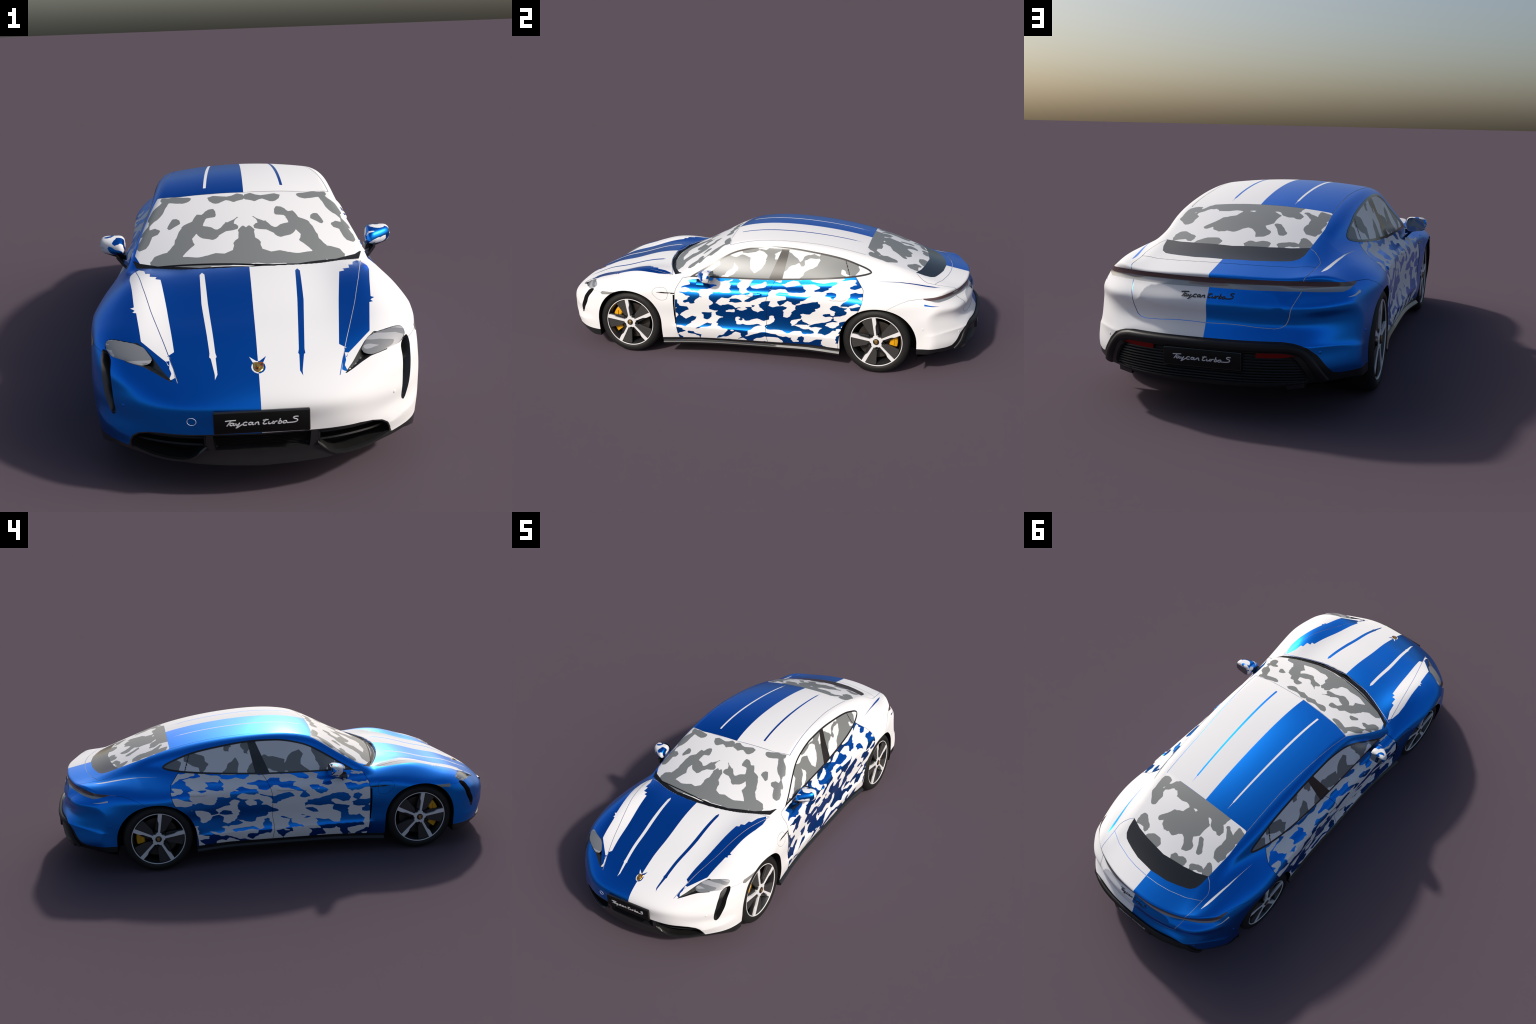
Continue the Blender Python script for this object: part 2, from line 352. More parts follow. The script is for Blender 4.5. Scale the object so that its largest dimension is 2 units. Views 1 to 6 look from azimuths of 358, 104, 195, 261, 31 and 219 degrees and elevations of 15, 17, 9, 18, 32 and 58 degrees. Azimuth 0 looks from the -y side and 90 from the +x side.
put('wrap_gap', (np.abs(g['deck_seam']) < GAP) & (g['tailgate'] < 0) & (C[:, 2] > .35))
put('door_gap', (np.abs(g['seam_front']) < FINE['seam_front']) & (C[:, 1] < -.6))
put('door_gap', (np.abs(g['seam_rear']) < FINE['seam_rear']) & (C[:, 1] > .56) & (g['tailgate'] > 0))
put('handle_f', g['handle_f'] < 0); put('handle_r', g['handle_r'] < 0)
put('cowl', g['cowl'] < 0)
put('windshield', g['windshield'] < 0)
put('back_window', g['back_window'] < 0)
put('deck_panel', g['deck_panel'] < 0)
put('window_trim', g['window_frame'] < 0)
wg = g['window_glass'] < 0
put('front_window', wg & (g['pillar_a'] > 0))
put('pillar_trim', wg & (g['pillar_a'] < 0) & (g['pillar_b'] > 0))
put('rear_window', wg & (g['pillar_b'] < 0) & (C[:, 1] < .45))
dv = side_line((.432,.414), (.408,.48))(C)
put('quarter_window', wg & (g['pillar_b'] < 0) & (dv < 0) & (C[:, 1] > .38))
put('window_trim', wg & (g['divider'] < 0) & (C[:, 1] > .35))
put('side_vent', g['side_vent'] < 0); put('vent_fin', g['vent_fin'] < 0)
put('marker_lamp', g['marker'] < 0)
put('tail_strip', (g['tail_strip'] < 0) & (g['strip_mid'] < 0)); put('tail_band', (g['tail_strip'] < 0) & (g['strip_mid'] > 0))
put('lamp_gutter', g['lamp_gutter'] < 0); put('slot', g['slot'] < 0); put('headlight', g['lamp'] < 0)
lower = g['low'] < 0
put('front_lip', lower & (C[:, 1] < -.6)); put('sill', lower & (np.abs(C[:, 1]) < .6)); put('rear_diffuser', lower & (C[:, 1] > .6))
put('inlet', lower & (g['inlet'] < 0)); put('grille', lower & (g['grille'] < 0))
put('rear_panel', lower & (g['rear_panel'] < 0)); put('reflector', lower & (g['reflector'] < 0))
gone = (g['floor'] < 0) | (g['arch_front'] < 0) | (g['arch_rear'] < 0)
put('none', gone)

# =====================================================================================
# 4. Materials
# =====================================================================================
class Nodes:
    """small helper to write node graphs as expressions"""
    def __init__(s, name):
        s.mat = bpy.data.materials.new(name); s.mat.use_nodes = True
        s.t = s.mat.node_tree; s.t.nodes.clear()
        s.out = s.t.nodes.new('ShaderNodeOutputMaterial'); s.bsdf = s.t.nodes.new('ShaderNodeBsdfPrincipled')
        s.t.links.new(s.bsdf.outputs[0], s.out.inputs[0])
    def put(s, sock, v):
        if isinstance(v, bpy.types.NodeSocket): s.t.links.new(v, sock)
        else: sock.default_value = v
    def math(s, op, a, b=0., c=0.):
        n = s.t.nodes.new('ShaderNodeMath'); n.operation = op
        for i, v in enumerate((a, b, c)): s.put(n.inputs[i], v)
        return n.outputs[0]
    def vmath(s, op, a, b=(0, 0, 0)):
        n = s.t.nodes.new('ShaderNodeVectorMath'); n.operation = op
        s.put(n.inputs[0], a); s.put(n.inputs[1], b)
        return n.outputs['Value'] if op in ('LENGTH', 'DISTANCE', 'DOT_PRODUCT') else n.outputs['Vector']
    def xyz(s, v):
        n = s.t.nodes.new('ShaderNodeSeparateXYZ'); s.put(n.inputs[0], v); return n.outputs
    def vec(s, x, y, z):
        n = s.t.nodes.new('ShaderNodeCombineXYZ')
        for i, v in enumerate((x, y, z)): s.put(n.inputs[i], v)
        return n.outputs[0]
    def obj(s): return s.t.nodes.new('ShaderNodeTexCoord').outputs['Object']
    def noise(s, v, scale, detail=2., rough=.5, w=None):
        n = s.t.nodes.new('ShaderNodeTexNoise'); s.put(n.inputs['Vector'], v); s.put(n.inputs['Scale'], scale)
        s.put(n.inputs['Detail'], detail); s.put(n.inputs['Roughness'], rough); return n.outputs['Fac']
    def cells(s, v, scale, random=1.):
        n = s.t.nodes.new('ShaderNodeTexVoronoi'); s.put(n.inputs['Vector'], v); s.put(n.inputs['Scale'], scale)
        s.put(n.inputs['Randomness'], random); return n.outputs['Position']
    def mix(s, f, a, b):
        n = s.t.nodes.new('ShaderNodeMix'); n.data_type = 'RGBA'
        s.put(n.inputs[0], f); s.put(n.inputs[6], a); s.put(n.inputs[7], b); return n.outputs[2]
    def gt(s, a, b): return s.math('GREATER_THAN', a, b)
    def lt(s, a, b): return s.math('LESS_THAN', a, b)
    def mul(s, a, b): return s.math('MULTIPLY', a, b)
    def add(s, a, b): return s.math('ADD', a, b)
    def sub(s, a, b): return s.math('SUBTRACT', a, b)
    def ramp(s, x, pts):
        """piecewise-linear function of x through (x, value) points"""
        lo, hi = pts[0][0], pts[-1][0]; vl, vh = min(p[1] for p in pts), max(p[1] for p in pts)
        n = s.t.nodes.new('ShaderNodeFloatCurve'); s.put(n.inputs['Value'], s.math('DIVIDE', s.sub(x, lo), hi-lo))
        c = n.mapping.curves[0]; q = [((a-lo)/(hi-lo), (b-vl)/max(vh-vl, 1e-6)) for a, b in pts]
        while len(c.points) < len(q): c.points.new(.5, .5)
        for p, (a, b) in zip(c.points, q): p.location = (a, b); p.handle_type = 'VECTOR'
        n.mapping.update()
        return s.add(s.mul(n.outputs[0], vh-vl), vl)
    def between(s, v, a, b): return s.mul(s.gt(v, a), s.lt(v, b))
    def set(s, **k):
        for n, v in k.items(): s.put(s.bsdf.inputs[n.replace('_', ' ')], v)
        return s.mat

BLUE = (.012, .24, .90, 1); WHITE = (.83, .82, .82, 1); GREY = (.205, .215, .212, 1)
BLUE_METAL, BLUE_ROUGH, WHITE_ROUGH = 1., .30, .75

def wrap(n, mask):
    """mask 1 = metallic blue foil, 0 = white foil"""
    n.set(Specular_IOR_Level=.15, Base_Color=n.mix(mask, WHITE, BLUE), Metallic=n.mul(mask, BLUE_METAL), Roughness=n.add(n.mul(mask, BLUE_ROUGH-WHITE_ROUGH), WHITE_ROUGH))
    return n.mat

def livery(invert=False):
    """two-tone wrap: blue half, white half, with torn counter-coloured stripes"""
    n = Nodes('wrap_two_tone_gap' if invert else 'wrap_two_tone')
    x, y, z = n.xyz(n.obj()); ax = n.math('ABSOLUTE', x)
    side = n.lt(x, 0.)
    # slim bonnet stripe
    c = n.ramp(y, [(-.931,.0975),(-.918,.0945),(-.866,.101),(-.667,.1185),(-.52,.1255),(-.505,.126)])
    w = n.ramp(y, [(-.931,.0),(-.918,.003),(-.872,.0055),(-.870,.0085),(-.858,.0065),(-.667,.0078),(-.52,.0062),(-.505,.0)])
    slim = n.mul(n.lt(n.math('ABSOLUTE', n.sub(ax, c)), w), n.between(y, -.931, -.505))
    # broad torn stripe along the fender
    a = n.ramp(y, [(-.915,.200),(-.912,.186),(-.857,.199),(-.856,.205),(-.845,.189),(-.677,.212),(-.540,.233),(-.538,.247),(-.522,.244),(-.521,.262),(-.49,.264),(-.489,.276),(-.45,.282),(-.41,.300)])
    b = n.ramp(y, [(-.915,.200),(-.90,.194),(-.87,.206),(-.809,.266),(-.703,.284),(-.701,.294),(-.693,.288),(-.682,.300),(-.68,.291),(-.60,.302),(-.52,.315),(-.47,.318),(-.43,.312),(-.41,.300)])
    nz = n.mul(n.between(y, -.915, -.41), n.gt(z, .2))
    broad = n.mul(n.mul(n.gt(ax, a), n.lt(ax, b)), nz)
    hole = n.mul(n.between(y, -.892, -.868), n.between(ax, .199, n.ramp(y, [(-.892,.199),(-.881,.207),(-.88,.200),(-.868,.207)])))
    broad = n.mul(broad, n.sub(1., hole))
    # roof pinstripe and rear-fender flash
    c = n.ramp(y, [(-.112,.1165),(.468,.0995)]); w = n.ramp(y, [(-.112,.0042),(.1,.0048),(.40,.0034),(.43,.0030),(.432,.0012),(.468,.0)])
    pin = n.mul(n.lt(n.math('ABSOLUTE', n.sub(ax, c)), w), n.mul(n.between(y, -.112, .468), n.gt(z, .48)))
    c = n.ramp(y, [(.545,.303),(.68,.289),(.828,.266)]); w = n.ramp(y, [(.545,.0),(.64,.0014),(.72,.0036),(.775,.0046),(.80,.0040),(.828,.0)])
    flash = n.mul(n.lt(n.math('ABSOLUTE', n.sub(ax, c)), w), n.mul(n.between(y, .545, .828), n.gt(z, .34)))
    c = n.ramp(y, [(.765,.327),(.80,.321),(.85,.318)]); w = n.ramp(y, [(.765,.0035),(.80,.0018),(.83,.0)])
    tick = n.mul(n.lt(n.math('ABSOLUTE', n.sub(z, c)), w), n.mul(n.between(y, .765, .83), n.gt(ax, .28)))
    m = n.math('MINIMUM', n.add(n.add(slim, broad), n.add(pin, n.add(flash, tick))), 1.)
    m = n.math('ABSOLUTE', n.sub(side, m))
    if invert: m = n.sub(1., m)
    return wrap(n, m)

def facets(n, u, v, seed=0.):
    """random heights on a triangular lattice, joined by flat facets: their contours are straight-edged shards"""
    k = n.mul(n.add(u, v), .366); u, v = n.add(u, k), n.add(v, k)
    i, j = n.math('FLOOR', u), n.math('FLOOR', v); f, g = n.sub(u, i), n.sub(v, j)
    def h(a, b):
        w = n.t.nodes.new('ShaderNodeTexWhiteNoise'); w.noise_dimensions = '3D'
        n.put(w.inputs['Vector'], n.vec(n.add(i, float(a)), n.add(j, float(b)), seed)); return w.outputs['Value']
    a, b, c, d = h(0, 0), h(1, 0), h(0, 1), h(1, 1)
    p = n.add(a, n.add(n.mul(f, n.sub(b, a)), n.mul(g, n.sub(d, b))))
    q = n.add(a, n.add(n.mul(g, n.sub(c, a)), n.mul(f, n.sub(d, c))))
    return n.add(q, n.mul(n.gt(f, g), n.sub(p, q)))

def shard_field(n, u, v, seed, fine=.16, bend=.06):
    """two octaves of facets on gently bent coordinates"""
    w = n.vec(n.mul(u, .45), n.mul(v, .45), seed)
    u = n.add(u, n.mul(n.sub(n.noise(w, 1., 0.), .5), bend*4)); v = n.add(v, n.mul(n.sub(n.noise(n.vmath('ADD', w, (7.3, 2.1, 5.)), 1., 0.), .5), bend*4))
    a = facets(n, u, v, seed); b = facets(n, n.mul(u, 2.3), n.mul(v, 2.3), n.add(seed, 9.))
    return n.add(a, n.mul(n.sub(b, .5), fine))

def wrap_camo(name, lu, lv, lean, bias, seed):
    """blue shards on white, laid out on the flank (length y, height z); each side of the car gets its own pattern"""
    n = Nodes(name); x, y, z = n.xyz(n.obj())
    sd = n.add(n.mul(n.gt(x, 0.), 4.), seed)
    u = n.math('DIVIDE', n.add(y, n.mul(z, lean)), lu); v = n.math('DIVIDE', n.add(z, n.mul(n.math('ABSOLUTE', x), -.6)), lv)
    return wrap(n, n.gt(shard_field(n, u, v, sd), bias))

def glass_camo(name, shapes=None, mirror=False, lu=.05, lv=.045, bias=.5, seed=1., amount=.02, gloss=.35, dark=GREY, light=WHITE, metal=0.):
    """printed film on glass: grey shards on white. shapes = capsules (x0, y0, x1, y1, radius) on the plan view"""
    n = Nodes(name); x, y, z = n.xyz(n.obj())
    if mirror: x = n.math('ABSOLUTE', x)
    if shapes:
        f = n.mul(n.sub(shard_field(n, n.math('DIVIDE', x, lu), n.math('DIVIDE', y, lv), seed, .1, .03), bias), amount); d = 1.
        for x0, y0, x1, y1, r in shapes:
            vx, vy = x1-x0, y1-y0; L = max(vx*vx+vy*vy, 1e-9)
            px, py = n.sub(x, x0), n.sub(y, y0)
            t = n.math('DIVIDE', n.add(n.mul(px, vx), n.mul(py, vy)), L); t = n.math('MINIMUM', n.math('MAXIMUM', t, 0.), 1.)
            ex, ey = n.sub(px, n.mul(t, vx)), n.sub(py, n.mul(t, vy))
            ex, ey = n.math('ABSOLUTE', ex), n.math('ABSOLUTE', ey)
            d = n.math('MINIMUM', d, n.sub(n.math('MAXIMUM', n.math('MAXIMUM', ex, ey), n.mul(n.add(ex, ey), .72)), r+.0045))
        m = n.gt(f, d)
    else:
        sd = n.add(n.mul(n.gt(x, 0.), 3.), seed)
        m = n.gt(shard_field(n, n.math('DIVIDE', y, lu), n.math('DIVIDE', z, lv), sd), bias)
    return n.set(Base_Color=n.mix(m, light, dark), Roughness=gloss, Metallic=metal)

def plain(name, col, rough=.5, metal=0., coat=0., grain=0., **k):
    n = Nodes(name)
    c = (*col, 1)
    if grain:
        f = n.noise(n.obj(), 60., 3.)
        c = n.mix(f, tuple(v*(1-grain) for v in col)+(1,), tuple(min(1, v*(1+grain)) for v in col)+(1,))
    n.set(Base_Color=c, Roughness=rough, Metallic=metal, Coat_Weight=coat, **k)
    return n.mat

M = {}
M['wrap'] = livery(); M['wrap_gap'] = livery(True)
M['door'] = wrap_camo('wrap_camouflage', .047, .024, -.55, .505, 2.)
M['mirror'] = wrap_camo('wrap_camouflage_fine', .022, .020, .3, .5, 7.)
M['screen'] = glass_camo('windshield_film', [(.100,-.242,.131,-.259,.0074),(.130,-.263,.156,-.290,.0163),(.153,-.298,.175,-.331,.0223),(.173,-.346,.192,-.374,.0223),
    (.197,-.392,.250,-.392,.019),(.023,-.267,.047,-.292,.0042),(.049,-.303,.084,-.325,.0134),(.085,-.321,.132,-.307,.0134),(0,-.331,.001,-.353,.0134),(.002,-.375,.014,-.404,.0208),
    (.001,-.425,.132,-.430,.024),(.132,-.425,.190,-.412,.020),(.269,-.280,.293,-.305,.0125),(.204,-.256,.216,-.267,.0045),(.008,-.183,.085,-.181,.0098),(.169,-.170,.238,-.154,.0083),
    (.236,-.165,.271,-.220,.0095),(.270,-.225,.290,-.268,.003)], True, .036, .034, .5, 3., .020, .42)
M['back'] = glass_camo('rear_window_film', [(.129,.515,.034,.501,.0174),(.097,.515,-.096,.505,.0349),(.043,.635,.007,.591,.0407),(-.021,.605,-.033,.577,.0465),(-.025,.635,-.061,.669,.0203),
    (.112,.653,.078,.605,.0058),(.057,.658,.057,.657,.0233),(-.080,.530,-.138,.554,.0163),(-.092,.628,-.117,.661,.007),(-.154,.523,-.182,.555,.0105),(-.193,.500,-.211,.539,.0105),
    (-.195,.571,-.193,.618,.0209),(-.211,.623,-.211,.620,.0087),(.201,.513,.201,.573,.0145),(.200,.565,.184,.617,.0163),(.185,.556,.150,.517,.0081),(.173,.697,.137,.714,.0163),
    (.090,.740,.062,.742,.0174),(-.047,.749,-.082,.734,.0174),(-.132,.724,-.158,.711,.0128),(-.183,.683,-.193,.707,.0128)], False, .036, .034, .52, 8., .022, .42)
M['window'] = glass_camo('side_window_film', None, False, .062, .050, .47, 4., gloss=.33)
M['lens'] = glass_camo('headlight_film', None, False, .035, .014, .56, 6., gloss=.12, dark=(.26, .27, .28, 1), light=(.50, .50, .51, 1), metal=.3)
M['trim'] = plain('gloss_black_trim', (.014, .014, .015), .22, 0, .3)
M['pillar'] = plain('pillar_gloss', (.02, .018, .016), .28, 0, .4)
M['satin'] = plain('satin_black_plastic', (.009, .009, .010), .45, grain=.15, Specular_IOR_Level=.28)
M['deep'] = plain('matt_black_liner', (.005, .005, .005), .8, Specular_IOR_Level=.2)
M['panel'] = plain('dark_glass_panel', (.012, .013, .015), .25, 0, .3)
M['carbon'] = plain('dark_gloss_plastic', (.014, .0145, .015), .28, 0, .2)
M['rubber'] = plain('tyre_rubber', (.014, .0135, .013), .6, grain=.1, Specular_IOR_Level=.3)
M['silver'] = plain('machined_alloy', (.84, .83, .83), .4, .1)
M['dark_alloy'] = plain('graphite_alloy', (.046, .044, .043), .5, .15)
M['barrel'] = plain('dark_rim_barrel', (.05, .05, .052), .3, .6)
M['disc'] = plain('brake_disc_ceramic', (.040, .033, .028), .5, .2, grain=.2)
M['caliper'] = plain('yellow_caliper', (.75, .36, .005), .4)
M['bolt'] = plain('black_bolt', (.012, .012, .013), .3)
M['red'] = plain('red_reflector', (.20, .0, .0), .35, Specular_IOR_Level=.15)
M['tail_dark'] = plain('smoked_tail_lens', (.105, .062, .060), .14, 0, .4)
M['tail_clear'] = plain('clear_tail_lens', (.34, .35, .36), .14, .3, .4)
M['marker'] = plain('marker_lens', (.30, .29, .28), .15, .2, .5)
M['mirror_glass'] = plain('mirror_glass', (.25, .27, .30), .05, 1.)
M['chrome_letter'] = plain('pale_lettering', (.62, .62, .64), .4)
M['black_letter'] = plain('black_lettering', (.008, .008, .009), .3)
M['plate'] = plain('plate_black', (.004, .004, .004), .45, Specular_IOR_Level=.2)
M['gold'] = plain('crest_gold', (.55, .36, .10), .3, .8)
M['crest_red'] = plain('crest_red', (.28, .02, .015), .4)

# =====================================================================================
# 5. Object helpers
# =====================================================================================
scene = bpy.context.scene
def link(o, parent=None):
    scene.collection.objects.link(o)
    if parent is not None: o.parent = parent
    return o
root = link(bpy.data.objects.new('sports_car', None))
root['label'] = 'low electric sports sedan wrapped in blue and white camouflage'
root['category'] = 'car'

def mesh_obj(name, verts, faces, mat, parent=root, normals=None, smooth=True, angle=None):
    """faces: array of triangles or list of polygons"""
    me = bpy.data.meshes.new(name)
    if isinstance(faces, np.ndarray):
        me.vertices.add(len(verts)); me.vertices.foreach_set('co', np.asarray(verts, np.float32).ravel())
        me.loops.add(faces.size); me.loops.foreach_set('vertex_index', faces.astype(np.int32).ravel())
        me.polygons.add(len(faces)); me.polygons.foreach_set('loop_start', np.arange(0, faces.size, faces.shape[1], dtype=np.int32))
        me.update(calc_edges=True); me.validate()
    else:
        me.from_pydata([tuple(v) for v in verts], [], faces); me.update()
    me.materials.append(mat)
    me.shade_smooth() if smooth else me.shade_flat()
    if angle is not None: me.set_sharp_from_angle(angle=math.radians(angle))
    if normals is not None: me.normals_split_custom_set_from_vertices([tuple(n) for n in normals])
    return link(bpy.data.objects.new(name, me), parent)

def shell(names, out, mat, both='join', parent=root, move=None, keep_normals=True, side=None):
    """take labelled triangles of the half shell; mirror; join over the centre line or make a left and a right object"""
    sel = np.isin(label, names); t = T[sel]
    if not len(t): return []
    used, inv = np.unique(t, return_inverse=True); t = inv.reshape(-1, 3); v = V[used].copy(); n = gradient(v)
    n[np.abs(v[:, 0]) < 1e-6, 0] = 0
    if move is not None: v = v+n*move(v)[:, None]
    nn = n if keep_normals else None
    flip = np.array([-1., 1, 1]); made = []
    if both == 'join':
        centre = np.abs(v[:, 0]) < 1e-6
        idx = np.where(centre, np.arange(len(v)), len(v)+np.cumsum(~centre)-1)
        v2 = np.concatenate([v, v[~centre]*flip]); t2 = np.concatenate([t, idx[t][:, ::-1]])
        n2 = np.concatenate([n, n[~centre]*flip])
        made.append(mesh_obj(out, v2, t2, mat, parent, n2 if keep_normals else None, angle=None if keep_normals else 40))
    else:
        for s in (1, -1):
            vv = v if s > 0 else v*flip; tt = t if s > 0 else t[:, ::-1]; m = n if s > 0 else n*flip
            p = parent[0 if s > 0 else 1] if isinstance(parent, list) else parent
            made.append(mesh_obj(out, vv, tt, mat, p, m if keep_normals else None, angle=None if keep_normals else 40))
    return made

def dish(field, wall, depth):
    return lambda v: -depth*np.clip(-F[field](v)/wall, 0, 1)
def dome(field, height, reach):
    return lambda v: height*np.sqrt(np.clip(1-(1-np.clip(-F[field](v)/reach, 0, 1))**2, 0, 1))

def lathe(name, profile, mat, parent, loc=(0, 0, 0), seg=96, sx=1, closed=False, angle=35, rz=1., start=0., sweep=2*math.pi):
    """revolve (x, radius) round the x axis"""
    pr = np.array(profile); full = abs(sweep-2*math.pi) < 1e-6; m = seg if full else seg+1
    a = start+np.arange(m)/seg*sweep
    v = np.array([(loc[0]+sx*x, loc[1]+r*math.cos(t), loc[2]+r*math.sin(t)*rz) for t in a for x, r in pr]); k = len(pr); f = []
    for i in range(seg):
        for j in range(k if closed else k-1):
            q = [i*k+j, i*k+(j+1) % k, ((i+1) % m)*k+(j+1) % k, ((i+1) % m)*k+j]
            f.append(q if sx > 0 else q[::-1])
    return mesh_obj(name, v, f, mat, parent, angle=angle)

def prism(poly, x0, x1, cham=.0006):
    """polygon in (y, z) standing from x0 to x1 (outer face), with a chamfer on the outer edge"""
    p = np.array(poly, float); n = len(p); c = p.mean(0)
    e = np.roll(p, -1, 0)-p; e /= np.linalg.norm(e, axis=1, keepdims=True); no = np.stack([e[:, 1], -e[:, 0]], 1)
    area = .5*np.sum(p[:, 0]*np.roll(p[:, 1], -1)-p[:, 1]*np.roll(p[:, 0], -1)); no *= np.sign(area)
    b = no+np.roll(no, 1, 0); b /= np.maximum(np.sum(b*np.roll(no, 1, 0), 1), .4)[:, None]
    inner = p-b*cham
    v = [(x0, *q) for q in p]+[(x1-cham, *q) for q in p]+[(x1, *q) for q in inner]
    f = []
    for i in range(n):
        j = (i+1) % n
        f += [[i, j, n+j, n+i], [n+i, n+j, 2*n+j, 2*n+i]]
    f += [list(range(2*n, 3*n)), list(range(n))[::-1]]
    return v, f

def box(name, lo, hi, mat, parent=root, bevel=.001):
    lo, hi = np.array(lo), np.array(hi); c = (lo+hi)/2; s = (hi-lo)/2
    me = bpy.data.meshes.new(name); import bmesh
    bm = bmesh.new(); bmesh.ops.create_cube(bm, size=2)
    for q in bm.verts: q.co = Vector(c+np.array(q.co)*s)
    if bevel: bmesh.ops.bevel(bm, geom=bm.edges[:], offset=bevel, segments=2, affect='EDGES', profile=.5)
    bm.to_mesh(me); bm.free(); me.materials.append(mat); me.shade_smooth(); me.set_sharp_from_angle(angle=math.radians(35))
    return link(bpy.data.objects.new(name, me), parent)

def loft(name, sections, mat, parent=root, closed=True, caps=True, angle=40):
    S = np.array(sections); m, k = S.shape[:2]; f = []
    for i in range(m-1):
        for j in range(k if closed else k-1):
            f.append([i*k+j, i*k+(j+1) % k, (i+1)*k+(j+1) % k, (i+1)*k+j])
    if caps and closed: f += [list(range(k))[::-1], list(range((m-1)*k, m*k))]
    o = mesh_obj(name, S.reshape(-1, 3), f, mat, parent, angle=angle)
    import bmesh
    bm = bmesh.new(); bm.from_mesh(o.data); bmesh.ops.recalc_face_normals(bm, faces=bm.faces); bm.to_mesh(o.data); bm.free()
    return o

def tube(name, strokes, radius, mat, parent=root, flat=1., place=None):
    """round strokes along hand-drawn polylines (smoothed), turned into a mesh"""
    cu = bpy.data.curves.new(name, 'CURVE'); cu.dimensions = '3D'; cu.bevel_depth = radius; cu.bevel_resolution = 2; cu.use_fill_caps = True
    for st in strokes:
        sp = cu.splines.new('POLY'); sp.points.add(len(st)-1)
        for q, p in zip(sp.points, st): q.co = (*p, 1)
    tmp = link(bpy.data.objects.new(name+'_tmp', cu))
    me = bpy.data.meshes.new_from_object(tmp.evaluated_get(bpy.context.evaluated_depsgraph_get()))
    bpy.data.objects.remove(tmp); bpy.data.curves.remove(cu)
    me.materials.clear(); me.materials.append(mat); me.name = name; me.shade_smooth()
    if place is not None:
        for q in me.vertices: q.co = place(q.co, flat)
    return link(bpy.data.objects.new(name, me), parent)

# =====================================================================================
# 6. Body panels
# =====================================================================================
shell(['hood'], 'hood', M['wrap'])
shell(['front_bumper'], 'front_bumper', M['wrap'])
shell(['fender'], 'fender', M['wrap'], 'pair')
shell(['charge_flap'], 'charge_flap', M['wrap'], 'pair')
doors_f = shell(['front_door'], 'front_door', M['door'], 'pair')
doors_r = shell(['rear_door'], 'rear_door', M['door'], 'pair')
shell(['handle_f'], 'handle', M['door'], 'pair', doors_f, dome('handle_f', .005, .008), False)
shell(['handle_r'], 'handle', M['door'], 'pair', doors_r, dome('handle_r', .005, .008), False)
shell(['roof'], 'roof', M['wrap'])
shell(['body_side'], 'body_side', M['wrap'], 'pair')
gate = shell(['tailgate'], 'tailgate', M['wrap'])[0]
shell(['deck_spoiler'], 'spoiler', M['wrap'])
shell(['rear_bumper'], 'rear_bumper', M['wrap'])
shell(['wrap_gap'], 'panel_gap', M['wrap_gap'], move=lambda v: np.full(len(v), -.0008))
shell(['door_gap'], 'door_gap', M['deep'], 'pair', move=lambda v: np.full(len(v), -.0015))
shell(['windshield'], 'windshield', M['screen'])
shell(['back_window'], 'rear_window', M['back'])
shell(['deck_panel'], 'rear_window_panel', M['panel'])
shell(['cowl'], 'cowl', M['satin'])
shell(['window_trim'], 'window_trim', M['trim'], 'pair', move=lambda v: np.full(len(v), .0008))
shell(['front_window'], 'side_window', M['window'], 'pair')
shell(['rear_window'], 'side_window', M['window'], 'pair')
shell(['quarter_window'], 'quarter_window', M['window'], 'pair')
shell(['pillar_trim'], 'door_pillar_trim', M['pillar'], 'pair')
shell(['side_vent'], 'side_vent', M['deep'], 'pair', move=dish('side_vent', .002, .008), keep_normals=False)
shell(['vent_fin'], 'vent_fin', M['trim'], 'pair', move=dome('vent_fin', .003, .003), keep_normals=False)
shell(['marker_lamp'], 'marker_lamp', M['marker'], 'pair', move=lambda v: np.full(len(v), .0006))
shell(['tail_strip'], 'tail_light_strip', M['tail_clear'], move=lambda v: np.clip(-F['tail_strip'](v)/.0015, 0, 1)*.0012)
shell(['tail_band'], 'tail_light_band', M['tail_dark'], move=lambda v: np.clip(-F['tail_strip'](v)/.0015, 0, 1)*.0024)
shell(['lamp_gutter'], 'lamp_gutter', M['carbon'], 'pair', move=dish('lamp_gutter', .012, .012), keep_normals=False)
shell(['slot'], 'air_curtain_slot', M['carbon'], 'pair', move=dish('slot', .006, .022), keep_normals=False)
shell(['headlight'], 'headlight', M['lens'], 'pair', move=lambda v: dome('lamp', .009, .016)(v)-.003)
shell(['front_lip'], 'front_lip', M['carbon'])
shell(['inlet'], 'air_inlet', M['deep'], 'pair', move=dish('inlet', .006, .045), keep_normals=False)
shell(['grille'], 'lower_grille', M['satin'], move=dish('grille', .004, .016), keep_normals=False)
shell(['sill'], 'sill', M['carbon'], 'pair')
shell(['rear_diffuser'], 'rear_diffuser', M['satin'])
shell(['rear_panel'], 'rear_grille', M['satin'], move=dish('rear_panel', .005, .010), keep_normals=False)
shell(['reflector'], 'reflector', M['red'], 'pair', move=lambda v: np.full(len(v), -.004))

